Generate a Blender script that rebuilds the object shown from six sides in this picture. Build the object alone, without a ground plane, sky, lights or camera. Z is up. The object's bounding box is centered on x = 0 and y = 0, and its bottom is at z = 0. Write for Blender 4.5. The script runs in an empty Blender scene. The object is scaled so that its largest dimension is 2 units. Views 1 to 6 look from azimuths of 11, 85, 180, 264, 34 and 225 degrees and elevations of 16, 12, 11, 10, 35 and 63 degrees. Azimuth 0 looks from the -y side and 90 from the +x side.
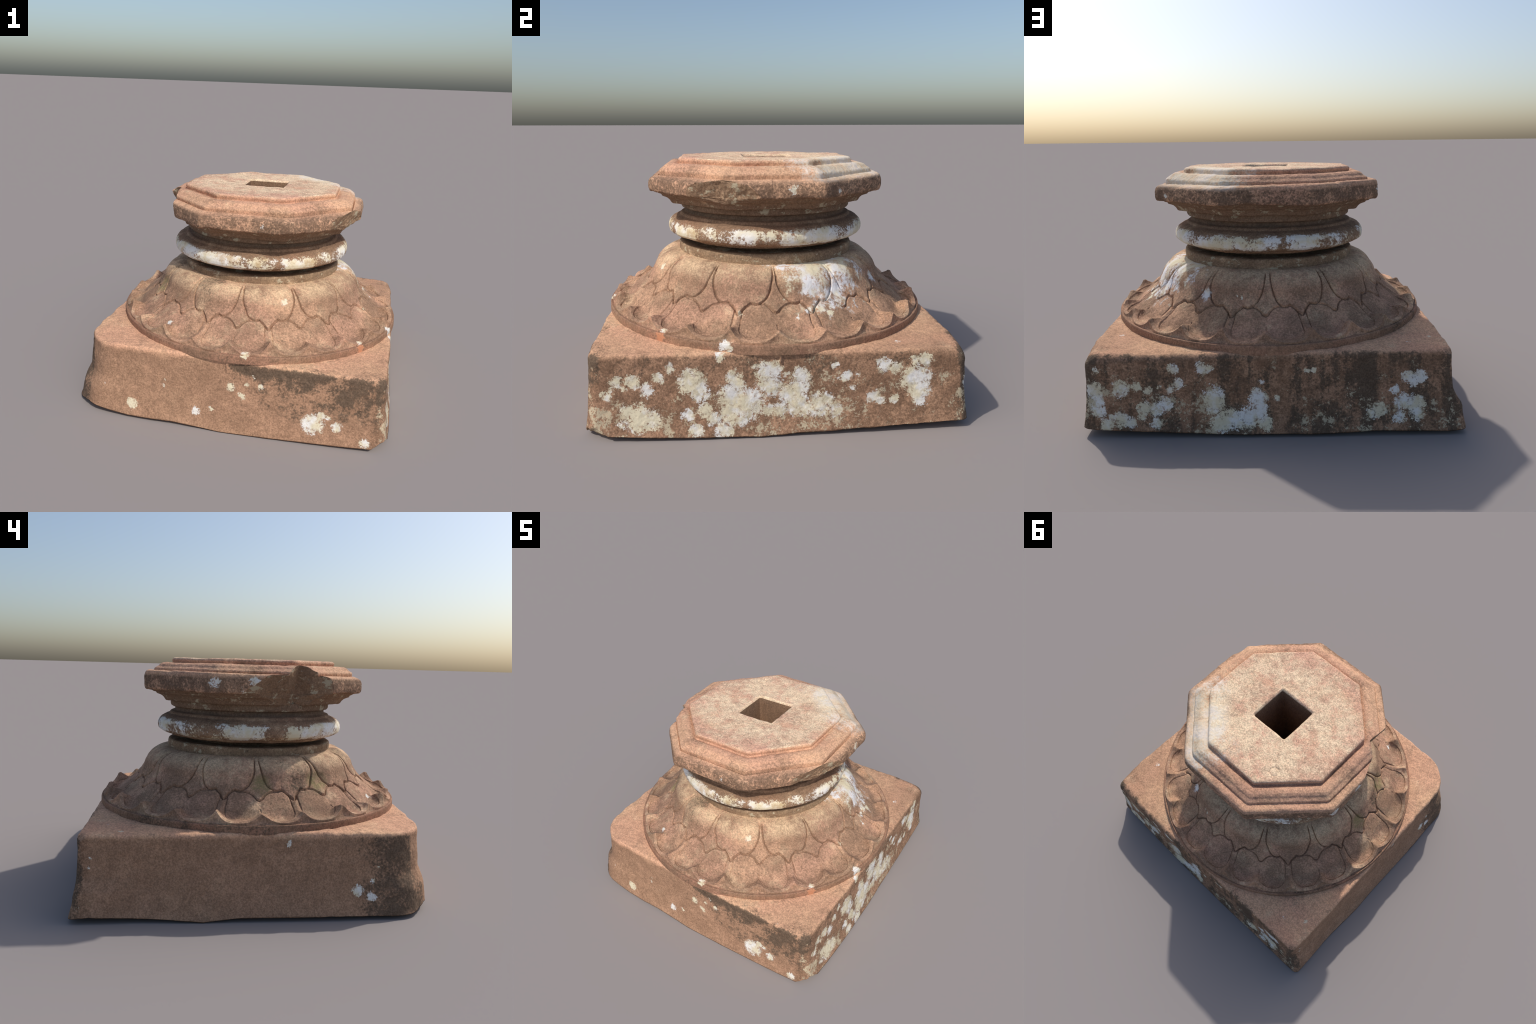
"""Weathered red-sandstone lotus column base: square plinth, double-tier lotus bell,
collar, torus ring and an octagonal moulded slab with a square mortise."""
import bpy, math, random
import numpy as np

rng = np.random.default_rng(7)
random.seed(7)
CX, CY = 0.037, -0.006            # axis of the turned part


# ------------------------------------------------------------------ noise --
def _hash(ix, iy, iz, seed):
    h = (ix.astype(np.uint32) * np.uint32(374761393) + iy.astype(np.uint32) * np.uint32(668265263)
         + iz.astype(np.uint32) * np.uint32(2246822519) + np.uint32((seed * 3266489917) & 0xFFFFFFFF))
    h = (h ^ (h >> np.uint32(15))) * np.uint32(2246822519)
    h = (h ^ (h >> np.uint32(13))) * np.uint32(3266489917)
    h = h ^ (h >> np.uint32(16))
    return h.astype(np.float64) / 4294967295.0


def vnoise(p, scale, seed=0):
    q = np.asarray(p) * scale + 1000.0
    i = np.floor(q).astype(np.int64)
    f = q - i
    f = f * f * f * (f * (f * 6 - 15) + 10)
    out = 0.0
    for dx in (0, 1):
        for dy in (0, 1):
            for dz in (0, 1):
                w = (f[:, 0] if dx else 1 - f[:, 0]) * (f[:, 1] if dy else 1 - f[:, 1]) * (f[:, 2] if dz else 1 - f[:, 2])
                out = out + w * _hash(i[:, 0] + dx, i[:, 1] + dy, i[:, 2] + dz, seed)
    return out * 2 - 1


def fbm(p, scale, octaves=3, seed=0, gain=0.5):
    a, t, o = 1.0, 0.0, 0.0
    for k in range(octaves):
        o = o + a * vnoise(p, scale * 2.03 ** k, seed + 17 * k)
        t += a
        a *= gain
    return o / t


def sstep(a, b, x):
    t = np.clip((x - a) / (b - a), 0, 1)
    return t * t * (3 - 2 * t)


def spline(points, n):
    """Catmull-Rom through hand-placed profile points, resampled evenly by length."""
    P = np.array(points, float)
    P = np.vstack([2 * P[0] - P[1], P, 2 * P[-1] - P[-2]])
    t = np.linspace(0, 1, 40, endpoint=False)[:, None]
    segs = []
    for k in range(1, len(P) - 2):
        a, b, c, d = P[k - 1], P[k], P[k + 1], P[k + 2]
        segs.append(0.5 * (2 * b + (c - a) * t + (2 * a - 5 * b + 4 * c - d) * t ** 2 + (3 * b - a - 3 * c + d) * t ** 3))
    D = np.vstack(segs + [P[-2][None]])
    return resample(D, n)


def resample(D, n):
    D = np.array(D, float)
    L = np.concatenate([[0], np.cumsum(np.linalg.norm(np.diff(D, axis=0), axis=1))])
    s = np.linspace(0, L[-1], n)
    return np.stack([np.interp(s, L, D[:, k]) for k in range(D.shape[1])], 1)


def soft_poly(points, step=0.004, soften=2):
    """Straight segments between profile points, evenly sampled, arrises slightly softened."""
    P = np.array(points, float)
    L = np.linalg.norm(np.diff(P, axis=0), axis=1).sum()
    D = resample(P, max(8, int(L / step)))
    for _ in range(soften):
        D[1:-1] = 0.25 * D[:-2] + 0.5 * D[1:-1] + 0.25 * D[2:]
    return D


# --------------------------------------------------------------- meshing --
root = bpy.data.objects.new("column_base", None)
bpy.context.scene.collection.objects.link(root)
root["label"] = "weathered sandstone column base with carved lotus petals"
root["category"] = "column base"


def grid_faces(rows, cols):
    r, c = np.meshgrid(np.arange(rows - 1), np.arange(cols), indexing="ij")
    c2 = (c + 1) % cols
    return np.stack([r * cols + c, (r + 1) * cols + c, (r + 1) * cols + c2, r * cols + c2], -1).reshape(-1, 4)


def raw_mesh(name, V, F):
    me = bpy.data.meshes.new(name)
    me.vertices.add(len(V))
    me.vertices.foreach_set("co", np.ascontiguousarray(V, np.float32).ravel())
    me.loops.add(F.size)
    me.loops.foreach_set("vertex_index", np.ascontiguousarray(F, np.int32).ravel())
    me.polygons.add(len(F))
    me.polygons.foreach_set("loop_start", np.arange(0, F.size, 4, dtype=np.int32))
    me.update(calc_edges=True)
    return me


def normals_of(V, F):
    d1 = V[F[:, 2]] - V[F[:, 0]]
    d2 = V[F[:, 3]] - V[F[:, 1]]
    fn = np.cross(d1, d2)
    N = np.zeros_like(V)
    for k in range(4):
        for a in range(3):
            N[:, a] += np.bincount(F[:, k], fn[:, a], len(V))
    return N / np.maximum(np.linalg.norm(N, axis=1, keepdims=True), 1e-12)


def make_parts(V, F, region, specs, parent):
    """Split one continuous surface into named parts that share border vertices and normals.
    specs: list of (region id, name, material, parent name or None)."""
    N = normals_of(V, F)
    made = {}
    for rid, name, mat, par in specs:
        f = F[region == rid]
        if not len(f):
            continue
        used, inv = np.unique(f, return_inverse=True)
        me = raw_mesh(name, V[used], inv.reshape(-1, 4))
        me.polygons.foreach_set("use_smooth", np.ones(len(f), bool))
        me.normals_split_custom_set_from_vertices(N[used].tolist())
        me.materials.append(mat)
        ob = bpy.data.objects.new(name, me)
        bpy.context.scene.collection.objects.link(ob)
        ob.parent = made[par] if par else parent
        made.setdefault(name, ob)
    return made


# -------------------------------------------------------------- materials --
class Nodes:
    def __init__(self, name):
        self.mat = bpy.data.materials.new(name)
        self.mat.use_nodes = True
        self.t = self.mat.node_tree
        self.t.nodes.clear()
        self.out = self.t.nodes.new("ShaderNodeOutputMaterial")
        self.bsdf = self.t.nodes.new("ShaderNodeBsdfPrincipled")
        self.t.links.new(self.bsdf.outputs[0], self.out.inputs[0])
        self.co = self.t.nodes.new("ShaderNodeTexCoord").outputs["Object"]
        sep = self.t.nodes.new("ShaderNodeSeparateXYZ")
        self.t.links.new(self.co, sep.inputs[0])
        self.x, self.y, self.z = sep.outputs

    def put(self, sock, v):
        if isinstance(v, bpy.types.NodeSocket):
            self.t.links.new(v, sock)
        else:
            sock.default_value = v

    def math(self, op, a, b=0.0, c=None, clamp=False):
        n = self.t.nodes.new("ShaderNodeMath")
        n.operation = op
        n.use_clamp = clamp
        self.put(n.inputs[0], a)
        self.put(n.inputs[1], b)
        if c is not None:
            self.put(n.inputs[2], c)
        return n.outputs[0]

    def add(self, a, b): return self.math("ADD", a, b)
    def sub(self, a, b): return self.math("SUBTRACT", a, b)
    def mul(self, a, b): return self.math("MULTIPLY", a, b)

    def vec(self, op, a, b):
        n = self.t.nodes.new("ShaderNodeVectorMath")
        n.operation = op
        self.put(n.inputs[0], a)
        if op == "SCALE":
            self.put(n.inputs[3], b)
        else:
            self.put(n.inputs[1], b)
        return n.outputs["Value" if op == "DISTANCE" else "Vector"]

    def noise(self, scale, detail=5, rough=0.6, co=None, stretch=None, out="Fac"):
        n = self.t.nodes.new("ShaderNodeTexNoise")
        src = co or self.co
        if stretch:
            m = self.t.nodes.new("ShaderNodeMapping")
            m.inputs["Scale"].default_value = stretch
            self.put(m.inputs["Vector"], src)
            src = m.outputs[0]
        self.put(n.inputs["Vector"], src)
        n.inputs["Scale"].default_value = scale
        n.inputs["Detail"].default_value = detail
        n.inputs["Roughness"].default_value = rough
        return n.outputs[out]

    def step(self, v, lo, hi):
        n = self.t.nodes.new("ShaderNodeMapRange")
        n.interpolation_type = "SMOOTHSTEP"
        self.put(n.inputs[0], v)
        self.put(n.inputs[1], lo)
        self.put(n.inputs[2], hi)
        return n.outputs[0]

    def mix(self, f, a, b, mode="MIX"):
        n = self.t.nodes.new("ShaderNodeMix")
        n.data_type = "RGBA"
        n.blend_type = mode
        self.put(n.inputs[0], f)
        for s, v in ((n.inputs[6], a), (n.inputs[7], b)):
            self.put(s, (*v, 1.0) if isinstance(v, tuple) else v)
        return n.outputs[2]

    def blob(self, centre, radius, co=None):
        """0 at the centre, 1 at the radius (radius a number)."""
        d = self.vec("DISTANCE", co or self.co, centre)
        return self.math("DIVIDE", d, radius)

    def box(self, v, lo, hi, soft):
        return self.mul(self.step(v, lo - soft, lo + soft), self.step(v, hi + soft, hi - soft))


TAN = (0.46, 0.285, 0.180)
PINK = (0.44, 0.250, 0.172)
PALE = (0.72, 0.51, 0.325)
CREAM = (0.60, 0.50, 0.33)
BROWN = (0.225, 0.140, 0.090)
DARK = (0.108, 0.080, 0.057)
WHITE = (0.82, 0.81, 0.78)
LICHEN = (0.74, 0.67, 0.49)


def stone(name, base_a=TAN, base_b=PINK, pale=0.25, brown=0.35, dark=0.2, spots=(), extra=None, bump=0.5, speck=1.0, ragged=0.5):
    """pale / brown / dark: share of the surface covered by pale bloom, brown film, blackish film.
    spots: lichen rosettes (x, y, z, radius)."""
    n = Nodes(name)
    big = n.noise(2.6, 4, 0.55)
    mid = n.noise(11, 7, 0.68)
    fine = n.noise(75, 5, 0.75)
    grit = n.noise(210, 3, 0.7)
    col = n.mix(n.step(big, 0.38, 0.62), base_a, base_b)
    # pale bloom
    pn = n.add(n.mul(n.noise(5.5, 6, 0.65, co=n.vec("ADD", n.co, (7.1, 3.3, 1.7))), 0.7), n.mul(fine, 0.3))
    e = 0.64 - 0.3 * pale
    col = n.mix(n.mul(n.step(pn, e - 0.05, e + 0.07), 0.75), col, PALE)
    # brown film
    bn = n.add(n.mul(n.noise(4.2, 7, 0.68, co=n.vec("ADD", n.co, (1.9, 8.2, 4.4))), 0.62), n.mul(fine, 0.38))
    e = 0.66 - 0.32 * brown
    col = n.mix(n.mul(n.step(bn, e - 0.06, e + 0.08), 0.72), col, BROWN)
    if extra and "tint" in extra:
        col = extra["tint"](n, col, fine, mid)
    # dark film, weighted in space by extra["dark"]
    dn = n.add(n.mul(n.noise(6.5, 8, 0.72, co=n.vec("ADD", n.co, (5.2, 0.7, 9.1))), 0.55), n.mul(fine, 0.45))
    if extra and "dark" in extra:
        dn = n.add(dn, extra["dark"](n))
    e = 0.70 - 0.3 * dark
    dn = n.add(dn, n.mul(n.sub(grit, 0.5), 0.18))
    col = n.mix(n.mul(n.step(dn, e - 0.05, e + 0.07), 0.85), col, DARK)
    # grain: light and dark grains of the sandstone
    g = n.add(n.mul(n.noise(105, 3, 0.62), 0.60), n.add(n.mul(grit, 0.15), n.mul(n.noise(34, 4, 0.6), 0.25)))
    grain = n.mix(n.step(g, 0.38, 0.62), (1 - 0.27 * speck,) * 3, (1 + 0.19 * speck,) * 3)
    col = n.mix(1.0, col, grain, "MULTIPLY")
    pits = n.step(n.add(n.mul(n.noise(130, 4, 0.8), 0.55), n.mul(mid, 0.45)), 0.54, 0.62)
    col = n.mix(n.mul(pits, 0.32), col, (0.20, 0.11, 0.065))
    lich = None
    if spots:
        warp = n.vec("ADD", n.co, n.vec("SCALE", n.vec("SUBTRACT", n.noise(14, 4, 0.7, out="Color"), (0.5, 0.5, 0.5)), 0.07))
        warp = n.vec("ADD", warp, n.vec("SCALE", n.vec("SUBTRACT", n.noise(60, 4, 0.8, out="Color"), (0.5, 0.5, 0.5)), 0.035))
        acc = None
        for (x, y, z, r) in spots:
            b = n.blob((x, y, z), r, warp)
            acc = b if acc is None else n.math("MINIMUM", acc, b)
        holes = n.add(n.mul(n.noise(30, 8, 0.8), 0.6), n.mul(n.noise(150, 4, 0.8), 0.4))
        v = n.add(acc, n.mul(n.sub(holes, 0.5), ragged * 6.5))
        lich = n.mul(n.step(v, 1.04, 0.92), n.math("MAXIMUM", n.step(n.noise(48, 6, 0.8), 0.40, 0.50), n.step(acc, 0.7, 0.35)))
        lc = n.mix(n.step(n.noise(9, 4, 0.6), 0.42, 0.6), LICHEN, WHITE)
        lc = n.mix(n.mul(n.step(fine, 0.45, 0.7), 0.35), lc, CREAM)
        col = n.mix(n.mul(lich, 0.93), col, lc)
    if extra and "over" in extra:
        col = extra["over"](n, col, fine, mid)
    n.put(n.bsdf.inputs["Base Color"], col)
    n.bsdf.inputs["Roughness"].default_value = 0.92
    n.bsdf.inputs["Specular IOR Level"].default_value = 0.15
    h = n.add(n.mul(mid, 0.62), n.add(n.mul(fine, 0.33), n.mul(grit, 0.05)))
    b = n.t.nodes.new("ShaderNodeBump")
    b.inputs["Strength"].default_value = bump
    b.inputs["Distance"].default_value = 0.012
    n.put(b.inputs["Height"], h)
    n.put(n.bsdf.inputs["Normal"], b.outputs[0])
    return n.mat


# plan offsets of the four sides of the plinth along their length, at the tread and at the bed
ALONG = [-1, -.75, -.45, 0, .4, .75, 1]
SIDES = {"east": ([.940, .952, .966, .974, .981, .981, .974], [.985, 1.000, 1.005, 1.004, 1.004, 1.003, .999]),
         "west": ([.902, .914, .920, .917, .920, .922, .912], [.955, .992, 1.010, 1.008, 1.002, .990, .972]),
         "north": ([.934, .940, .943, .950, .957, .954, .946], [.986, .992, .996, .997, .995, .991, .982]),
         "south": ([.900, .916, .926, .938, .945, .946, .942], [.936, .962, .986, .993, .990, .984, .974])}


def side_offset(name, u, z):
    k = np.clip((0.44 - z) / 0.44, 0, 1)
    kk = 0.25 * k + 0.75 * k ** {"west": 2.4, "south": 2.8}.get(name, 4)
    top, foot = SIDES[name]
    return np.interp(u, ALONG, top) * (1 - kk) + np.interp(u, ALONG, foot) * kk


# --- lichen rosettes, grouped by face: (position along the face, height, radius)
EAST = [(-.54, .365, .028), (-.80, .30, .034), (-.72, .30, .04), (-.655, .255, .036), (-.60, .315, .03), (-.85, .235, .026),
        (-.83, .265, .016), (-.77, .265, .014), (-.44, .295, .068), (-.40, .245, .05), (-.69, .115, .075), (-.63, .10, .045),
        (-.76, .15, .038), (-.79, .08, .022), (-.235, .31, .04), (-.21, .275, .035), (-.08, .345, .05), (-.035, .35, .045),
        (-.05, .265, .062), (-.24, .21, .08), (-.17, .18, .085), (-.25, .14, .06), (-.37, .155, .036), (-.33, .105, .04),
        (-.195, .095, .036), (-.11, .14, .026), (.10, .315, .045), (.095, .25, .05), (.04, .21, .055), (.08, .175, .06),
        (.12, .14, .036), (.20, .155, .058), (.235, .185, .034), (.275, .13, .036), (.0, .135, .032), (-.06, .14, .032),
        (.03, .325, .015), (.27, .36, .014), (.33, .30, .031), (.36, .235, .016), (.39, .31, .01), (.52, .355, .042),
        (.575, .34, .036), (.725, .375, .036), (.67, .37, .024), (.66, .285, .062), (.71, .29, .055), (.70, .225, .06),
        (.70, .17, .04), (.47, .195, .036), (.50, .17, .03), (.575, .175, .024), (-.46, .125, .03), (-.13, .375, .02),
        (-.30, .42, .026), (-.28, .045, .05), (-.42, .045, .04)]
NORTH = [(.905, .35, .014), (.51, .36, .03), (.37, .37, .03), (.335, .365, .024), (.925, .24, .045), (.91, .19, .04),
         (.905, .14, .04), (.785, .26, .046), (.71, .265, .027), (.65, .245, .03), (.49, .285, .03), (.58, .265, .01),
         (.525, .25, .02), (.555, .175, .04), (.60, .15, .038), (.665, .15, .038), (.675, .115, .024), (.785, .095, .042),
         (.735, .08, .03), (.60, .07, .03), (.84, .11, .018), (.31, .205, .062), (.30, .165, .05), (.085, .205, .045),
         (.07, .155, .034), (.08, .115, .042), (.125, .10, .058), (.205, .09, .058), (.245, .08, .05), (.285, .065, .05),
         (.045, .065, .042), (-.165, .345, .014), (-.195, .35, .017), (.065, .285, .017), (-.01, .195, .015),
         (-.685, .305, .034), (-.75, .305, .034), (-.71, .275, .03), (-.62, .235, .024), (-.535, .13, .042), (-.50, .115, .03),
         (-.66, .17, .042), (-.725, .155, .05), (-.74, .115, .042), (-.645, .085, .034), (.86, .06, .04)]
SOUTH = [(.19, .36, .010), (.235, .305, .021), (.055, .285, .028), (.12, .235, .024), (.15, .305, .014), (.55, .125, .062),
         (.60, .18, .026), (.64, .175, .016), (.69, .125, .029), (-.56, .085, .032), (-.15, .10, .026), (-.06, .13, .014),
         (-.365, .235, .01), (-.74, .19, .006), (-.35, .265, .006), (.85, .055, .03)]
WEST = [(-.52, .15, .03), (-.60, .115, .026), (-.605, .195, .014), (-.635, .26, .008), (.88, .275, .011), (.87, .325, .007),
        (.845, .115, .007), (.855, .07, .011), (-.15, .395, .012)]
TOPS = [(.72, -.93, .44, .007), (.80, -.55, .44, .006), (.86, .62, .44, .016), (-.72, .82, .44, .010), (-.84, .72, .44, .014),
        (-.60, -.70, .445, .010), (-.72, -.62, .445, .008)]
plinth_spots = ([(float(side_offset("east", y, z)), y, z, r) for y, z, r in EAST] + [(x, float(side_offset("north", x, z)), z, r) for x, z, r in NORTH]
                + [(x, -float(side_offset("south", x, z)), z, r) for x, z, r in SOUTH] + [(-float(side_offset("west", y, z)), y, z, r) for y, z, r in WEST] + TOPS)


def plinth_dark(n):
    """Dark film: streaked north face, upper parts of the east face, east half of the south face, one end of the west face."""
    streak = n.noise(1.0, 5, 0.6, stretch=(9, 9, 0.9))
    side_z = n.step(n.z, 0.455, 0.42)
    north = n.mul(n.step(n.y, 0.88, 0.93), n.add(0.20, n.mul(n.sub(streak, 0.5), 1.0)))
    east = n.mul(n.step(n.x, 0.88, 0.91), n.add(0.06, n.mul(n.step(n.z, 0.22, 0.40), 0.07)))
    band = n.add(n.mul(n.box(n.x, 0.02, 0.95, 0.12), n.step(n.z, 0.02, 0.36)), n.mul(n.box(n.x, -0.42, -0.2, 0.12), 0.25))
    south = n.mul(n.mul(n.step(n.y, -0.87, -0.90), band), n.add(0.225, n.add(n.mul(n.sub(streak, 0.5), 0.35), n.mul(n.sub(n.noise(7.0, 7, 0.75), 0.5), 1.1))))
    west = n.mul(n.mul(n.step(n.x, -0.83, -0.87), n.step(n.y, -0.40, -0.62)), 0.22)
    return n.mul(side_z, n.add(n.add(north, east), n.add(south, west)))


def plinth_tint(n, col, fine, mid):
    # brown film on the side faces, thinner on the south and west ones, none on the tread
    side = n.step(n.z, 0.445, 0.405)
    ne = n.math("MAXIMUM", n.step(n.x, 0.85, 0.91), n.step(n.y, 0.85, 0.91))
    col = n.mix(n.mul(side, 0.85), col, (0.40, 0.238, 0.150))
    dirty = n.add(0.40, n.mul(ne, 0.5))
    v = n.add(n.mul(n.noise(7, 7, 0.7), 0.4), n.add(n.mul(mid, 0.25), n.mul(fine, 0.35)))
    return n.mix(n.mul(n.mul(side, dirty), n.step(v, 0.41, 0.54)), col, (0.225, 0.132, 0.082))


def plinth_crumbs(n, col, fine, mid):
    w = n.add(n.mul(n.noise(15, 7, 0.72), 0.65), n.mul(n.noise(90, 4, 0.8), 0.35))
    face = n.math("MAXIMUM", n.step(n.x, 0.88, 0.92), n.mul(n.step(n.y, 0.89, 0.93), 0.85))
    low = n.add(0.45, n.mul(n.step(n.z, 0.40, 0.10), 0.55))
    patch = n.step(n.noise(3.4, 3, 0.5), 0.40, 0.60)
    m = n.step(n.add(w, n.mul(n.mul(face, n.mul(low, patch)), 0.10)), 0.60, 0.645)
    m = n.mul(n.mul(m, n.step(n.mul(face, low), 0.2, 0.5)), n.step(n.z, 0.43, 0.38))
    return n.mix(n.mul(m, 0.8), col, (0.58, 0.50, 0.35))


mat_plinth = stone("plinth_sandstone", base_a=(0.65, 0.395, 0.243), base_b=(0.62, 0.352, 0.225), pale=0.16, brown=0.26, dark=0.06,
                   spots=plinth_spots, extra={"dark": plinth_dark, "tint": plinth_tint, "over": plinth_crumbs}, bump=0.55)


def polar(theta_deg, r, z):
    t = math.radians(theta_deg)
    return (CX + r * math.cos(t), CY + r * math.sin(t), z)


bell_spots = [(*polar(a, r, z), s) for a, r, z, s in (
    (-67, .667, .72, .022), (-84, .945, .50, .022), (-16, .955, .475, .03), (-14, .76, .575, .02), (13.5, .75, .58, .02),
    (8, .775, .56, .012), (22, .775, .56, .018), (79, .70, .66, .014), (76, .69, .67, .007), (-122, .82, .53, .02), (-38, .94, .49, .02))]


def bell_over(n, col, fine, mid):
    # chalky white crust high on the north-east side, and down two petals
    w = n.add(n.mul(n.noise(13, 6, 0.7), 0.6), n.mul(fine, 0.4))
    c1 = n.step(n.blob(polar(26, .60, .78), 0.42), 1.0, 0.15)
    c2 = n.mul(n.step(n.blob(polar(16, .665, .700), 0.16), 1.0, 0.1), 0.75)
    c3 = n.step(n.blob(polar(60, .70, .665), 0.075), 1.0, 0.2)
    m = n.math("MAXIMUM", n.math("MAXIMUM", c1, c2), c3)
    w = n.add(n.mul(w, 0.6), n.mul(n.noise(1.0, 5, 0.65, stretch=(14, 14, 5)), 0.4))
    crust = n.step(n.add(n.mul(n.sub(w, 0.5), 1.5), n.mul(m, 0.20)), 0.075, 0.21)
    tone = n.mix(n.step(n.noise(7, 4, 0.6), 0.4, 0.62), (0.74, 0.66, 0.47), (0.83, 0.82, 0.83))
    col = n.mix(n.mul(crust, n.mul(n.step(m, 0.02, 0.25), 0.92)), col, tone)
    # green algae in two hollows of the west side
    g1 = n.step(n.blob(polar(181, .705, .655), 0.085), 1.0, 0.3)
    g2 = n.step(n.blob(polar(-150, .705, .665), 0.10), 1.0, 0.3)
    g = n.mul(n.math("MAXIMUM", g1, g2), n.step(w, 0.38, 0.56))
    return n.mix(n.mul(g, 0.7), col, (0.27, 0.24, 0.10))


def bell_tint(n, col, fine, mid):
    # pale dust on the shoulder
    v = n.add(n.mul(mid, 0.6), n.mul(fine, 0.4))
    sh = n.mul(n.step(n.z, 0.69, 0.775), n.step(v, 0.36, 0.6))
    return n.mix(n.mul(sh, 0.75), col, (0.74, 0.54, 0.34))


def bell_dark(n):
    a = n.step(n.blob(polar(-108, .60, .75), 0.16), 1.0, 0.3)
    b = n.step(n.blob(polar(-160, .66, .73), 0.28), 1.0, 0.3)
    return n.add(n.mul(a, 0.14), n.mul(b, 0.08))


mat_bell = stone("lotus_sandstone", base_a=(0.53, 0.318, 0.20), base_b=(0.50, 0.285, 0.19), pale=0.34, brown=0.60, dark=0.24, spots=bell_spots,
                 extra={"over": bell_over, "tint": bell_tint, "dark": bell_dark}, bump=0.5)


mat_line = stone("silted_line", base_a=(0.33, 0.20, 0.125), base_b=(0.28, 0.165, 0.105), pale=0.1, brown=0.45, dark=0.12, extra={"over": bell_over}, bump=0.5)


def rim_dark(n):
    return n.add(n.mul(n.step(n.blob((-.75, .25, .47), 0.8), 1.0, 0.4), 0.12), n.mul(n.step(n.blob((.1, -.9, .47), 0.5), 1.0, 0.3), 0.06))


def rim_over(n, col, fine, mid):
    # one fresh orange spall on the south-east of the rim
    m = n.step(n.add(n.blob(polar(-38.5, .955, .462), 0.026), n.mul(n.sub(n.add(mid, fine), 1.0), 3.0)), 1.0, 0.7)
    return n.mix(n.mul(m, 0.7), col, (0.58, 0.26, 0.14))


mat_rim = stone("rim_sandstone", base_a=(0.38, 0.22, 0.14), base_b=(0.36, 0.19, 0.125), pale=0.05, brown=0.55, dark=0.16, spots=bell_spots[1:3],
                extra={"dark": rim_dark, "over": rim_over}, bump=0.5)


def crusted(name, amount, lo, hi):
    """Torus: thick cream-white lichen over brown stone."""
    def over(n, col, fine, mid):
        w = n.add(n.mul(n.noise(5.5, 7, 0.66), 0.66), n.mul(fine, 0.34))
        w = n.add(w, n.add(n.mul(n.noise(2.0, 2, 0.5), 0.25), n.mul(n.sub(n.noise(45, 5, 0.8), 0.5), 0.22)))
        band = n.box(n.z, lo, hi, 0.016)
        m = n.step(n.add(w, n.mul(band, 0.10)), 0.745 - amount, 0.80 - amount)
        m = n.mul(m, n.step(band, 0.05, 0.5))
        tone = n.mix(n.step(n.noise(6, 5, 0.65), 0.4, 0.6), (0.76, 0.68, 0.49), (0.84, 0.82, 0.78))
        ochre = n.mix(n.mul(n.step(n.noise(10, 5, 0.7), 0.52, 0.66), 0.65), tone, (0.50, 0.33, 0.15))
        return n.mix(n.mul(m, 0.94), col, ochre)
    return over


mat_torus = stone("torus_sandstone", base_a=(0.33, 0.21, 0.13), base_b=(0.30, 0.17, 0.105), pale=0.2, brown=0.6, dark=0.32, bump=0.4,
                  extra={"over": crusted("torus", 0.065, 0.884, 0.974)})


def flecks(n, col, fine, mid):
    w = n.add(n.mul(n.noise(13, 6, 0.65, stretch=(1, 1, 1.6)), 0.8), n.mul(fine, 0.2))
    m = n.step(w, 0.555, 0.595)
    return n.mix(n.mul(m, 0.75), col, (0.50, 0.44, 0.31))


mat_collar = stone("collar_sandstone", base_a=(0.32, 0.22, 0.135), base_b=(0.27, 0.18, 0.11), pale=0.25, brown=0.5, dark=0.34, bump=0.4,
                   extra={"over": flecks})
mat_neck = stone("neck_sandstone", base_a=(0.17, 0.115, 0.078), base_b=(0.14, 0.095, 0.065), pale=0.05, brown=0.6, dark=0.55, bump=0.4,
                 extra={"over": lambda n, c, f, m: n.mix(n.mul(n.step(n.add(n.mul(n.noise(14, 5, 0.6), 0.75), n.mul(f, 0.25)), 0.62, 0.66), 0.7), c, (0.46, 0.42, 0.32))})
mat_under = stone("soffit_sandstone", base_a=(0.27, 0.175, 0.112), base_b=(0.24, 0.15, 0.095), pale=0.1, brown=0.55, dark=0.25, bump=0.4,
                  extra={"over": flecks})

drum_spots = [(.16, -.66, 1.19, .02), (.69, .09, 1.20, .03), (.62, .34, 1.19, .018), (-.61, .24, 1.215, .03), (-.60, .02, 1.215, .034),
              (-.60, .09, 1.18, .03), (-.24, -.665, 1.2, .008), (-.40, -.50, 1.21, .010)]


def drum_tint(n, col, fine, mid):
    # pinker, cleaner moulded top; brown film lower on the drum
    v = n.add(n.mul(mid, 0.5), n.mul(fine, 0.5))
    low = n.mul(n.step(n.z, 1.252, 1.230), n.step(v, 0.38, 0.54))
    north = n.step(n.y, 0.2, 0.5)
    return n.mix(n.mul(low, 0.88), col, n.mix(north, (0.185, 0.118, 0.079), (0.140, 0.092, 0.064)))


def slab_over(n, col, fine, mid):
    # chalky wash on the worn north-east moulding
    v = n.add(n.mul(n.noise(7, 6, 0.68), 0.6), n.mul(fine, 0.4))
    m = n.step(n.blob((.44, .42, 1.29), 0.50), 1.0, 0.25)
    ring = n.step(n.blob((.05, -.01, 1.30), 0.47), 0.72, 0.95)
    k = n.mul(n.step(n.add(v, n.mul(m, 0.24)), 0.56, 0.74), n.mul(n.step(n.z, 1.225, 1.265), n.mul(n.step(m, 0.0, 0.45), ring)))
    return n.mix(n.mul(k, 0.68), col, n.mix(n.step(v, 0.45, 0.6), (0.80, 0.70, 0.50), (0.84, 0.80, 0.72)))


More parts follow.
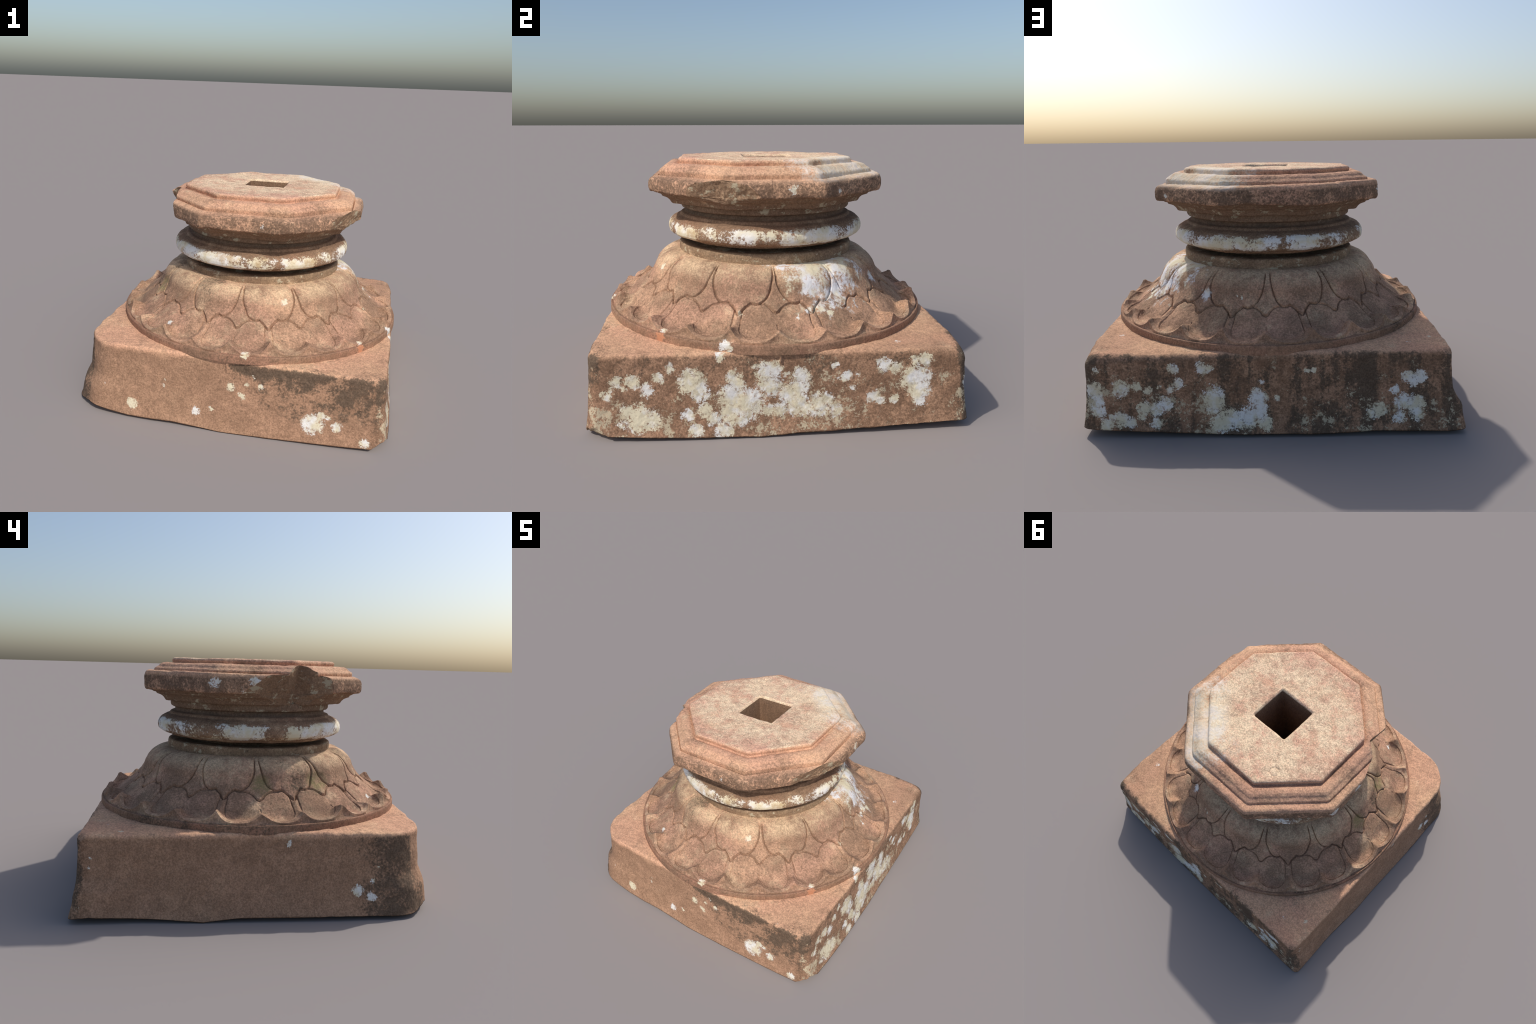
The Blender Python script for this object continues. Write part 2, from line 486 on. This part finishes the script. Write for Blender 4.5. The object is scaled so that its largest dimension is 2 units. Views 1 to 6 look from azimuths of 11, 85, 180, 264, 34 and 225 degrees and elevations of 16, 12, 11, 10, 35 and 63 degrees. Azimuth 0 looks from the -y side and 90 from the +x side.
mat_slab = stone("slab_sandstone", base_a=(0.64, 0.385, 0.24), base_b=(0.60, 0.338, 0.222), pale=0.20, brown=0.36, dark=0.08, spots=drum_spots,
                 extra={"tint": drum_tint, "over": slab_over}, bump=0.45, ragged=0.35)


mat_break = stone("broken_sandstone", base_a=(0.33, 0.215, 0.135), base_b=(0.27, 0.17, 0.105), pale=0.2, brown=0.4, dark=0.12, bump=0.7, extra={"over": flecks})


def top_tint(n, col, fine, mid):
    v = n.add(n.mul(n.noise(6, 8, 0.72), 0.7), n.mul(fine, 0.3))
    heart = n.step(n.add(n.blob((.05, .03, 1.34), 0.50), n.mul(n.sub(n.noise(7, 6, 0.7), 0.5), 1.2)), 1.12, 0.82)
    col = n.mix(n.mul(heart, n.mul(n.step(v, 0.40, 0.55), 0.9)), col, (0.82, 0.635, 0.43))
    v2 = n.add(n.mul(n.noise(3.6, 8, 0.78, co=n.vec("ADD", n.co, (3.3, 1.2, 0.4))), 0.6), n.mul(fine, 0.4))
    col = n.mix(n.mul(n.step(v2, 0.50, 0.60), 0.75), col, (0.47, 0.285, 0.195))
    v3 = n.add(n.mul(n.noise(26, 6, 0.8), 0.7), n.mul(fine, 0.3))
    return n.mix(n.mul(n.step(v3, 0.54, 0.62), 0.6), col, (0.40, 0.245, 0.17))


mat_top = stone("tread_sandstone", base_a=(0.66, 0.395, 0.26), base_b=(0.66, 0.38, 0.265), pale=0.4, brown=0.05, dark=0.0,
                extra={"tint": top_tint, "over": slab_over}, bump=0.5, speck=1.15)
mat_hole = stone("mortise_sandstone", base_a=(0.30, 0.18, 0.11), base_b=(0.25, 0.15, 0.09), pale=0.0, brown=0.6, dark=0.2, bump=0.6)


# ----------------------------------------------------------------- plinth --
def build_plinth():
    side_n, cols = 84, 1320
    # outline parameter: runs round a square, corner order (+x,-y) (+x,+y) (-x,+y) (-x,-y)
    t = np.arange(cols) / cols * 4
    leg = t.astype(int)
    f = (t - leg) * 2 - 1                      # -1..1 along the leg
    ux = np.select([leg == 0, leg == 1, leg == 2, leg == 3], [1, -f, -1, f])
    uy = np.select([leg == 0, leg == 1, leg == 2, leg == 3], [f, 1, -f, -1])

    def outline(z):
        """plan outline of the block at height z"""
        led = sstep(0.235, 0.135, z)           # ledge that survives low down round the south-west corner
        # each side bows and leans a little: plan offset along it, at the tread and at the bed
        x1, x0 = side_offset("east", uy, z), -side_offset("west", uy, z)
        y1, y0 = side_offset("north", ux, z), -side_offset("south", ux, z)
        xw = x0 - led * 0.048 * sstep(0.6, 1.0, np.abs(uy)) * (1 - (0.44 - z) / 0.44 * 0.45)
        ys = y0 - led * 0.018 * sstep(-0.3, -0.85, ux) * (1 - (0.44 - z) / 0.44 * 0.45)
        x = np.where(ux > 0, ux * x1, -ux * xw)
        y = np.where(uy > 0, uy * y1, -uy * ys)
        # corner rounding radii: SE, NE, NW, SW
        rad = {(1, -1): 0.055, (1, 1): 0.04, (-1, 1): 0.03, (-1, -1): 0.215 - 0.010 * led}
        for (sx, sy), r in rad.items():
            cx = (x1 if sx > 0 else xw) - sx * r
            cy = (y1 if sy > 0 else ys) - sy * r
            dx, dy = (x - cx) * sx, (y - cy) * sy
            m = (dx > 0) & (dy > 0)
            # map the square corner on to the round one, keeping the direction
            big = np.maximum(dx, dy)
            ln = np.hypot(dx, dy) + 1e-9
            x = np.where(m, cx + sx * dx / ln * big, x)
            y = np.where(m, cy + sy * dy / ln * big, y)
        return x, y

    # uneven bed under the block, height at points round the outline (start SE corner)
    bed_t = [0.0, .2, .45, .55, .7, .85, 1.0, 1.12, 1.3, 1.4, 1.65, 1.75, 1.88, 1.95, 2.05, 2.2, 2.35, 2.45, 2.6, 2.8, 2.95, 3.05, 3.2, 3.35, 3.5, 3.7, 3.95, 4.0]
    bed_z = [.030, .018, .006, .018, .028, .036, .047, .039, .026, .015, .018, .029, .026, .02, .034, .022, .004, .022, .024, .02, .02, .045, .016, .02, .001, .008, .020, .030]
    bed = np.interp(t, bed_t, bed_z)

    rows = []
    top_z = 0.449
    ax = np.zeros(cols)
    # underside, from the middle out
    xb, yb = outline(np.zeros(cols))
    for k in np.linspace(0.02, 0.975, 14):
        rows.append(np.stack([xb * k, yb * k, 0.012 + (bed - 0.012) * k], 1))
    # sides
    rnd = 0.020 + 0.016 * sstep(0.6, 1.0, uy) * sstep(-0.9, 0.8, ux) + 0.03 * np.exp(-((t - 1) / 0.07) ** 2) + 0.02 * np.exp(-(np.minimum(t, 4 - t) / 0.04) ** 2)
    zz = np.linspace(0, 1, side_n)
    for v in zz:
        z = bed + (top_z - rnd - bed) * v
        x, y = outline(z)
        rows.append(np.stack([x, y, z], 1))
    # rounded top arris, then the tread in to the rim of the lotus
    xe, ye = outline(np.full(cols, top_z))
    ang = np.arctan2(ye - CY, xe - CX)
    L = np.hypot(xe - CX, ye - CY)
    for a in np.linspace(0.15, 1, 9) * math.pi / 2:
        k = 1 - rnd * (1 - math.cos(a)) / np.maximum(np.abs(ux * L * 0 + L), 0.1)
        x, y = outline(top_z - rnd + rnd * math.sin(a))
        rows.append(np.stack([CX + (x - CX) * k, CY + (y - CY) * k, top_z - rnd + rnd * math.sin(a)], 1))
    x1, y1 = rows[-1][:, 0], rows[-1][:, 1]
    for k in np.linspace(0, 1, 50)[1:]:
        rin = 0.80
        x = x1 * (1 - k) + (CX + rin * np.cos(ang)) * k
        y = y1 * (1 - k) + (CY + rin * np.sin(ang)) * k
        rows.append(np.stack([x, y, np.full(cols, top_z)], 1))
    V = np.vstack(rows)
    nrow = len(rows)
    F = grid_faces(nrow, cols)
    # close the middle of the underside
    south = sstep(0.1, -0.9, V[:, 1])
    V[:, 2] += sstep(0.1, 0.44, V[:, 2]) * (-0.0066 * V[:, 0] - 0.0099 * V[:, 1] - sstep(.85, 1.25, np.hypot(V[:, 0], V[:, 1])) * (0.006 + 0.010 * south))
    w = sstep(0.0, 0.05, V[:, 2])
    N = normals_of(V, F)
    # broken lower SE corner and chipped upper corners: clip by tilted planes
    def clip(V, p, nrm, rough, seed):
        nrm = np.array(nrm, float) / np.linalg.norm(nrm)
        d = (V - np.array(p)) @ nrm + rough * fbm(V, 14, 3, seed)
        return V - np.maximum(d, 0)[:, None] * nrm
    V = clip(V, (1.005, -.975, .15), (1 / .13, -1 / .20, -1 / .14), 0.022, 3)
    V = clip(V, (.90, -.93, .445), (.55, -.6, .8), 0.010, 4)
    V = clip(V, (.945, .90, .445), (.5, .45, .85), 0.012, 5)
    V = clip(V, (-.885, .90, .445), (-.5, .5, .8), 0.010, 6)
    V = clip(V, (-.80, -.86, .452), (-.4, -.5, .9), 0.010, 8)
    rough = 0.0055 * fbm(V, 5, 3, 11) + 0.003 * fbm(V, 22, 3, 12) + 0.0012 * fbm(V, 70, 2, 13)
    edge = sstep(0.36, 0.45, V[:, 2]) * (1 - sstep(0.90, 0.86, np.maximum(np.abs(V[:, 0] - .03), np.abs(V[:, 1]))))
    rough += edge * 0.006 * fbm(V, 9, 3, 15)
    V = V + N * (rough * (0.35 + 0.65 * w))[:, None]
    # setting-out notches cut at the middle of each side
    for (px, py, top, dep) in ((1.0, 0.0, .40, .012), (.03, -.95, .39, .009), (.04, .97, .37, .010), (-.94, .0, .40, .006)):
        along = V[:, 1] - py if abs(px) > .5 else V[:, 0] - px
        near = np.exp(-(along / 0.006) ** 2) * (np.hypot(V[:, 0] - px, V[:, 1] - py) < 0.12) * sstep(top - .03, top, V[:, 2])
        V = V - N * (near * dep)[:, None]
    V[:, 2] -= V[:, 2].min()
    make_parts(V, F, np.zeros(len(F), int), [(0, "plinth", mat_plinth, None)], root)


# -------------------------------------------------------------- lotus bell --
def seg_distance(X, Y, PX, PY):
    """distance of points to a polyline"""
    best = np.full(X.shape, 1e9)
    for k in range(len(PX) - 1):
        ax, ay, bx, by = PX[k], PY[k], PX[k + 1], PY[k + 1]
        dx, dy = bx - ax, by - ay
        t = np.clip(((X - ax) * dx + (Y - ay) * dy) / (dx * dx + dy * dy + 1e-12), 0, 1)
        best = np.minimum(best, (X - ax - t * dx) ** 2 + (Y - ay - t * dy) ** 2)
    return np.sqrt(best)


def build_bell():
    cols, rows = 1680, 270
    base = spline([(.518, .772), (.563, .769), (.602, .756), (.634, .733), (.658, .703), (.673, .669), (.691, .642), (.716, .615),
                   (.744, .588), (.776, .562), (.811, .538), (.849, .519), (.887, .506), (.92, .495), (.946, .487)], rows)
    tan = np.gradient(base, axis=0)
    tan /= np.linalg.norm(tan, axis=1, keepdims=True)
    nr, nz = -tan[:, 1], tan[:, 0]                                # outward normal in the (r, z) plane
    s = np.concatenate([[0], np.cumsum(np.linalg.norm(np.diff(base, axis=0), axis=1))])
    outer_z = base[:, 1] + 0.013 * nz
    s_of_z = lambda z: np.interp(-np.asarray(z, float), -outer_z, s)
    th = np.arange(cols) / cols * 360.0
    TH, S = np.meshgrid(th, s)
    R = np.repeat(base[:, :1], cols, 1)
    # hand-cut irregularity: the drawing wanders a little from petal to petal
    P = np.stack([np.cos(np.radians(TH)) * R, np.sin(np.radians(TH)) * R, np.repeat(base[:, 1:], cols, 1)], -1).reshape(-1, 3)
    THw = TH + 0.8 * fbm(P, 4, 2, 21).reshape(TH.shape) + 0.25 * vnoise(P, 18, 22).reshape(TH.shape)
    Sw = S + 0.007 * fbm(P, 4, 2, 23).reshape(TH.shape) + 0.0015 * vnoise(P, 20, 24).reshape(TH.shape)
    kU = np.floor(THw / 30.0)
    pu = THw - (kU * 30 + 15)                                    # angle from the nearest upper petal's axis
    kL = np.round(THw / 30.0)
    ps = THw - kL * 30                                           # angle from the nearest lower petal's axis
    jit = rng.uniform(-1, 1, (12, 6))
    ku, kl = kU.astype(int) % 12, kL.astype(int) % 12
    Su = Sw + 0.008 * jit[ku, 0]
    Ss = Sw + 0.007 * jit[kl, 1]

    deg = math.pi / 180
    Rm = 0.705                                                   # radius at which outlines are drawn
    widen = 1 + 0.05 * jit[ku, 2]
    # upper petal: half outline from the tip up (angle, height)
    half = [(0, .586), (.7, .593), (1.5, .605), (2.5, .615), (3.5, .623), (4.5, .632), (5.2, .630), (6.4, .626), (7.8, .628), (9.2, .637),
            (10.6, .652), (11.8, .675), (12.6, .700), (13.1, .725), (13.4, .75), (13.6, .77), (13.7, .79)]
    ha = np.array([h[0] for h in half]) * deg * Rm
    hs = s_of_z([h[1] for h in half])
    hs[-1] = -0.02
    ap = np.abs(pu) / widen * deg * Rm
    bound = np.interp(ap, ha, hs)                                # lower edge for each angle
    inside = (Su < bound) & (ap < ha[-1])
    dU = seg_distance(ap, Su, ha, hs) * np.where(inside, 1, -1)
    rim_u = np.exp(-((dU - 0.004) / 0.004) ** 2)
    # tucked petal between two upper ones
    half2 = [(0, .586), (.9, .590), (1.8, .602), (2.8, .611), (4.2, .620), (6.2, .625), (8.5, .624), (11, .632), (15, .66)]
    ga = np.array([h[0] for h in half2]) * deg * Rm
    gs = s_of_z([h[1] for h in half2])
    aps = np.abs(ps) * deg * Rm
    in2 = Ss < np.interp(aps, ga, gs)
    dS = seg_distance(aps, Ss, ga, gs) * np.where(in2, 1, -1)

    fade = sstep(.535, .60, R)                                   # carving dies out under the collar
    soft = 0.0045
    mU = sstep(-0.001, soft, dU)
    mS = sstep(-0.001, soft * 0.9, dS)
    swell = 1 - np.exp(-np.maximum(dU, 0) / 0.030)
    hU = 0.0075 + 0.0115 * swell - 0.0025 * np.exp(-(pu / 2.0) ** 2) * sstep(0.08, 0.02, np.abs(dU))
    hS = 0.0080 + 0.003 * np.exp(-(ps / 1.3) ** 2) * sstep(.68, .72, R)
    low = 0.0
    # lower petal: two spoon-shaped lobes divided by a soft valley
    cphi, aphi = 6.7, 6.6
    up = np.maximum(Sw - s[np.argmin(np.abs(base[:, 0] - .815))], 0) / 0.108
    lob = 1 - (np.abs((np.abs(ps) - cphi) / aphi)) ** 3.2 - up ** 2.6
    dL = lob * 0.030                                             # rough distance inside the lobe outline
    edge = sstep(0.0, 0.16, lob)
    inner = np.abs(ps) < cphi
    valley = np.exp(-(ps / 1.5) ** 2)
    lobe_h = 0.0065 * np.sqrt(np.clip(lob, 0, 1))
    lobe_h = np.where(inner, np.maximum(lobe_h, 0.0065 * (1 - 0.55 * valley) * np.sqrt(np.clip(1 - up ** 2.4, 0, 1))), lobe_h)
    scoop = sstep(.80, .875, R) * sstep(.945, .90, R)
    low = lobe_h * (1 - 0.9 * scoop) - 0.019 * scoop * np.sqrt(np.clip(lob, 0, 1))
    # groove round the lobes, rib between two petals
    groove = np.clip(1 - np.abs(lob + 0.03) / 0.11, 0, 1)
    groove = np.where(inner & (up <= 0), 0, groove)
    low = low - 0.0090 * groove * sstep(.715, .75, R)
    dr = 15 - np.abs(ps)
    low = low + 0.0065 * np.exp(-(dr / 1.0) ** 2) * sstep(.74, .78, R)
    # curled tips along the rim: one in the middle of each petal, one at each rib
    ramp = sstep(.80, .940, R) ** 1.25
    tipc = (0.052 + 0.014 * jit[kl, 3]) * np.exp(-np.abs(ps / 2.7) ** 1.35)
    tipr = (0.046 + 0.016 * jit[ku, 4]) * np.exp(-np.abs(dr / 2.4) ** 1.35)
    lift = (tipc + tipr) * ramp
    lip = 0.005 * sstep(.905, .930, R)
    below = (1 - mU) * (1 - mS)
    h = np.maximum(hU * mU, hS * mS)
    h = np.where((mU <= 0) & (mS <= 0), low, np.maximum(h, low * below))
    # dark line undercut just outside the upper petals
    vee = lambda d, w: np.clip(1 - np.abs(d) / w, 0, 1)
    cut = vee(dU + 0.0040, 0.0064) * fade
    h = h - 0.0125 * cut
    cut2 = vee(dS + 0.0038, 0.0062) * (dU < -0.002) * fade
    h = h - 0.0095 * cut2 * (1 - cut)
    h = 0.014 * (1 - fade) + h * fade
    r = R + nr[:, None] * h
    z = np.repeat(base[:, 1:], cols, 1) + nz[:, None] * h + lift + lip
    tipshape = np.exp(-np.abs(ps / 3.0) ** 1.5) * (1 + 0.15 * jit[kl, 3]) + np.exp(-np.abs(dr / 2.6) ** 1.5) * (0.9 + 0.2 * jit[ku, 4])
    r = r - 0.028 * tipshape * sstep(.78, .946, R) ** 1.3 - 0.004 * sstep(.9, .946, R)
    # below the petal edge: undercut, groove, then the plain rim band
    re, ze = r[-1], z[-1]
    lerp = lambda a, b, t: a + (b - a) * t
    drop = [(.03, .18), (.06, .38), (.15, .60), (.35, .80), (.65, .93), (.9, .985)]
    extra_r = [lerp(re, .939, a) for a, _ in drop] + [.940, .945, .949, .9520, .9535, .9545, .9550, .955, .9555, .955]
    extra_z = [lerp(ze, .482, b) for _, b in drop] + [.4818, .4828, .4835, .4825, .479, .473, .462, .452, .445, .435]
    r = np.vstack([r] + [np.broadcast_to(a, (cols,))[None] for a in extra_r])
    z = np.vstack([z] + [np.broadcast_to(a, (cols,))[None] for a in extra_z])
    nr_all = r.shape[0]
    T = np.radians(th)[None]
    V = np.stack([CX + r * np.cos(T), CY + r * np.sin(T), z], -1).reshape(-1, 3)
    V[:, 2] += -0.0066 * (V[:, 0] - CX) - 0.0099 * (V[:, 1] - CY)
    F = grid_faces(nr_all, cols)
    N = normals_of(V, F)
    worn = 0.0022 * fbm(V, 14, 3, 31) + 0.0011 * fbm(V, 55, 2, 32)
    band = (np.repeat(np.arange(nr_all), cols) > rows + 4)
    worn = np.where(band, 0.5 * worn, worn)
    V = V + N * worn[:, None]
    # regions, face by face
    reg = np.zeros((nr_all - 1, cols), int)
    mid = lambda A: A[:-1]
    petal = mid(dU) > -0.001
    tucked = (mid(dS) > -0.001) & ~petal
    lower = ~petal & ~tucked
    sep = lower & (np.abs(mid(ps)) > 12.9)
    sub = reg[: rows - 1]
    sub[:] = 300 + mid(kl)
    sub[sep] = 400 + mid(ku)[sep]
    sub[tucked] = 200 + mid(kl)[tucked]
    sub[petal] = 100 + mid(ku)[petal]
    wander = vnoise(P, 30, 77).reshape(TH.shape)
    line = np.maximum(np.maximum(cut, cut2 * 0.95), groove * 0.9 * sstep(.72, .75, R) * (np.abs(ps) > 3.0)) + 0.35 * wander
    sub[mid(line) > 0.55] = 500
    sub[(mid(R) < .548)] = 0
    reg[rows - 1: rows + 4] = reg[rows - 2]
    reg[rows + 4:] = 1
    reg = reg.ravel()
    specs = [(0, "lotus_bell", mat_bell, None), (1, "rim", mat_rim, "lotus_bell"), (500, "carved_line", mat_line, "lotus_bell")]
    for base_id, nm in ((100, "upper_petal"), (200, "tucked_petal"), (300, "lower_petal"), (400, "rib_leaf")):
        specs += [(base_id + k, nm, mat_bell, "lotus_bell") for k in range(12)]
    make_parts(V, F, reg, specs, root)


# ------------------------------------------- turned collar, torus and neck --
def build_round():
    cols = 960
    parts = [  # (name, profile from bottom to top)
        ("collar", mat_collar, [(.530, .755), (.531, .775), (.532, .820), (.529, .833), (.520, .838), (.500, .838), (.460, .836)]),
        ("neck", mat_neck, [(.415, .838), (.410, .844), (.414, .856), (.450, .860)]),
        ("torus", mat_torus, [(.475, .862), (.500, .863), (.510, .866), (.517, .872), (.517, .879), (.526, .881), (.542, .882), (.560, .886), (.578, .895),
                              (.591, .905), (.5955, .925), (.594, .945), (.586, .963), (.572, .977), (.552, .988), (.530, .994),
                              (.522, .997), (.520, 1.006), (.513, 1.012), (.498, 1.014)]),
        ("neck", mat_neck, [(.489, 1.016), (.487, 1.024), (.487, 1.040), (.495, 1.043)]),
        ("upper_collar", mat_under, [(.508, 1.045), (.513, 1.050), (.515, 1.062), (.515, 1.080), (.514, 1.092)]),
    ]
    prof, ids = [], []
    for k, (_, _, p) in enumerate(parts):
        q = soft_poly(p, 0.0028, 2)
        prof.append(q)
        ids += [k] * len(q)
    prof = np.vstack(prof)
    ids = np.array(ids)
    T = np.arange(cols) / cols * 2 * math.pi
    wob = 0.0035 * np.sin(2 * T + 0.7) + 0.002 * np.sin(3 * T + 2.0)
    r = prof[:, :1] + wob[None]
    z = np.repeat(prof[:, 1:], cols, 1)
    sx = -0.007 * sstep(.82, .88, z) * sstep(1.05, 1.0, z)
    V = np.stack([CX + sx + r * np.cos(T), CY + r * np.sin(T), z], -1).reshape(-1, 3)
    up = sstep(.80, .83, V[:, 2]) * sstep(1.04, 1.0, V[:, 2])
    F = grid_faces(len(prof), cols)[:, ::-1]
    N = normals_of(V, F)
    V = V + N * (0.0032 * fbm(V, 9, 3, 41) + 0.0018 * fbm(V, 30, 3, 42) + 0.0008 * fbm(V, 80, 2, 43))[:, None]
    reg = np.repeat(ids[:-1], cols)
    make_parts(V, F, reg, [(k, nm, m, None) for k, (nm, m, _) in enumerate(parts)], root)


# ------------------------------------------------------- octagonal slab -----
def build_slab():
    cols = 1440
    T = np.arange(cols) / cols * 2 * math.pi
    OX, OY = 0.042, -0.014

    def octo(p):
        acc = 0
        for k in range(8):
            acc = acc + np.maximum(np.cos(T - k * math.pi / 4), 0) ** p
        return acc ** (-1 / p)
    crisp, round_ = octo(170.0), octo(38.0)
    ne = np.exp(-((np.degrees(T) - 45) / 42.0) ** 2)            # the worn north-east quarter
    unit = crisp * (1 - 0.45 * ne) + round_ * 0.45 * ne
    # profile: (apothem, z) from the soffit up to the plateau
    soffit = soft_poly([(.505, 1.083), (.530, 1.0835), (.543, 1.086), (.549, 1.094), (.556, 1.106), (.568, 1.117), (.585, 1.125), (.598, 1.129),
                        (.601, 1.137), (.618, 1.142), (.624, 1.149), (.646, 1.152)], 0.0035, 1)
    drum = soft_poly([(.658, 1.153), (.665, 1.160), (.668, 1.180), (.668, 1.215), (.665, 1.235), (.660, 1.246), (.647, 1.252), (.620, 1.257), (.613, 1.258), (.609, 1.251)], 0.003, 1)
    mould = soft_poly([(.607, 1.250), (.607, 1.257), (.610, 1.270), (.607, 1.279), (.595, 1.285), (.585, 1.291), (.576, 1.301), (.562, 1.309), (.542, 1.313), (.524, 1.312), (.511, 1.306), (.504, 1.301)], 0.003, 1)
    step = soft_poly([(.4985, 1.309), (.500, 1.317), (.503, 1.328), (.501, 1.334), (.495, 1.340), (.487, 1.3425), (.470, 1.343)], 0.003, 1)
    prof = np.vstack([soffit, drum, mould, step])
    n1, n2 = len(soffit), len(soffit) + len(drum)
    n3 = n2 + len(mould) + len(step) // 2
    # worn version of the same profile: grooves filled, edges melted
    melt = prof.copy()
    for _ in range(45):
        melt[1:-1] = 0.25 * melt[:-2] + 0.5 * melt[1:-1] + 0.25 * melt[2:]
    k = np.arange(len(prof))
    w_ne = ne[None] * sstep(n1, n1 + 6, k)[:, None] * 0.7
    a = prof[:, :1] * (1 - w_ne) + melt[:, :1] * w_ne
    z = prof[:, 1:] * (1 - w_ne) + melt[:, 1:] * w_ne - 0.010 * w_ne * sstep(.60, .64, a)
    r = a * unit[None]
    # rows across the plateau to the rounded square mortise, then down its walls
    def square(h, p=26.0):
        return h * (np.abs(np.cos(T)) ** p + np.abs(np.sin(T)) ** p) ** (-1 / p)
    hole = square(.137)
    shift = np.array([.047 - OX, .0 - OY])
    pts = [np.stack([OX + r * np.cos(T), OY + r * np.sin(T), z], -1)]
    ox, oy = pts[0][-1, :, 0], pts[0][-1, :, 1]
    hx, hy = OX + shift[0] + hole * np.cos(T), OY + shift[1] + hole * np.sin(T)
    n_plateau = 95
    for v in np.linspace(0, 1, n_plateau)[1:]:
        zz = 1.343 + 0.000 * v - 0.007 * sstep(0.965, 1.0, v)
        pts.append(np.stack([ox * (1 - v) + hx * v, oy * (1 - v) + hy * v, np.full(cols, zz)], -1)[None])
    n_wall0 = sum(p.shape[0] for p in pts)
    for d in np.linspace(0.006, 0.596, 55):
        q = 0.985 - 0.10 * d
        pts.append(np.stack([.047 + (hx - .047) * q, hy * q, np.full(cols, 1.336 - d)], -1)[None])
    for q in np.linspace(0.9, 0.02, 10):
        pts.append(np.stack([.047 + (hx - .047) * q * .93, hy * q * .93, np.full(cols, 0.74)], -1)[None])
    V = np.concatenate(pts, 0)
    rows = V.shape[0]
    V = V.reshape(-1, 3)
    F = grid_faces(rows, cols)[:, ::-1]
    # the top bed of the drum runs slightly out of level
    w = sstep(1.17, 1.22, V[:, 2]) * sstep(1.266, 1.250, V[:, 2])
    V[:, 2] += w * (-0.017 * (V[:, 0] - OX) + 0.018 * (V[:, 1] - OY))
    N = normals_of(V, F)
    row = np.repeat(np.arange(rows), cols)
    amp = np.where(row >= n_wall0, 0.5, 1.0)
    bite = fbm(V, 6, 3, 55)
    V = V + N * (amp * (0.0035 * fbm(V, 7, 3, 51) + 0.0022 * fbm(V, 26, 3, 52) + 0.001 * fbm(V, 75, 2, 53)))[:, None]
    # nibbled lower and upper arrises of the drum
    ar = np.exp(-((V[:, 2] - 1.155) / 0.018) ** 2) * np.maximum(bite, 0) * (row < n2)
    V[:, 2] += ar * 0.02
    ar2 = np.exp(-((row - (n1 + 0.62 * (n2 - n1))) / 5.0) ** 2) * np.maximum(fbm(V, 8, 3, 57), 0)
    V = V - N * (ar2 * 0.010)[:, None]

    # broken vertices: material beyond all the given planes is gone; pull it back to the fracture
    def fracture(V, planes, sel, seed, rough=0.006):
        X = V.copy()
        c = np.array([OX, OY])
        d = X[:, :2] - c
        rr = np.hypot(d[:, 0], d[:, 1])
        u = d / rr[:, None]
        wob = rough * fbm(V, 18, 3, seed)
        lim = np.full(len(X), -1e9)
        cutting = np.ones(len(X), bool)
        for p, nrm in planes:
            p, nrm = np.array(p, float), np.array(nrm, float)
            nrm /= np.linalg.norm(nrm)
            den = u @ nrm[:2]
            rest = (p - np.stack([np.full(len(X), c[0]), np.full(len(X), c[1]), X[:, 2]], 1)) @ nrm
            beyond = (X[:, :2] - p[:2]) @ nrm[:2] + (X[:, 2] - p[2]) * nrm[2] > 0
            rc = np.where(den > 1e-3, rest / np.maximum(den, 1e-3), np.where(beyond, -1e9, 1e9))
            lim = np.maximum(lim, rc)
        lim = np.maximum(lim + wob, 0.505)
        new = np.where(sel & (rr > lim), lim, rr)
        X[:, :2] = c + u * new[:, None]
        return X

    outer = row < n3
    sound = V.copy()
    ang = np.degrees(np.arctan2(V[:, 1] - OY, V[:, 0] - OX))
    V = fracture(V, [((.652, -.283, 1.262), (.888, -.416, -.36))], outer & (np.abs(ang + 24) < 25), 61, 0.010)
    V = fracture(V, [((-.615, -.06, 1.262), (-.80, -.37, -.47)), ((-.52, -.27, 1.2), (-.2, 1, .1))], outer & ((ang < -130) | (ang > 150)), 62, 0.008)
    V = fracture(V, [((-.545, -.18, 1.25), (-.55, -.80, -.25)), ((-.475, -.30, 1.27), (-1, .08, -.28))], outer & ((ang < -136) | (ang > 165)), 63, 0.008)
    broken = (np.linalg.norm(V - sound, axis=1) > 0.004).reshape(rows, cols)
    V = V + N * (np.where(broken.ravel(), 1, 0) * 0.006 * fbm(V, 24, 4, 64))[:, None]
    # worn mason's mark on the plateau: a small ring
    m = np.hypot(V[:, 0] + .205, V[:, 1] - .345)
    V[:, 2] -= 0.004 * np.exp(-((m - .030) / .006) ** 2) * (V[:, 2] > 1.325)
    reg = np.repeat(np.select([np.arange(rows - 1) < n1, np.arange(rows - 1) < n3, np.arange(rows - 1) < n_wall0], [0, 1, 2], 3), cols)
    reg = np.where((broken[:-1] & (np.arange(rows - 1) < n3)[:, None]).ravel(), 4, reg)
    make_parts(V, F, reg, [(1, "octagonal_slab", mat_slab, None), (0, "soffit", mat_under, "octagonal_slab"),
                           (2, "tread", mat_top, "octagonal_slab"), (3, "mortise", mat_hole, "octagonal_slab"), (4, "broken_face", mat_break, "octagonal_slab")], root)


build_plinth()
build_bell()
build_round()
build_slab()
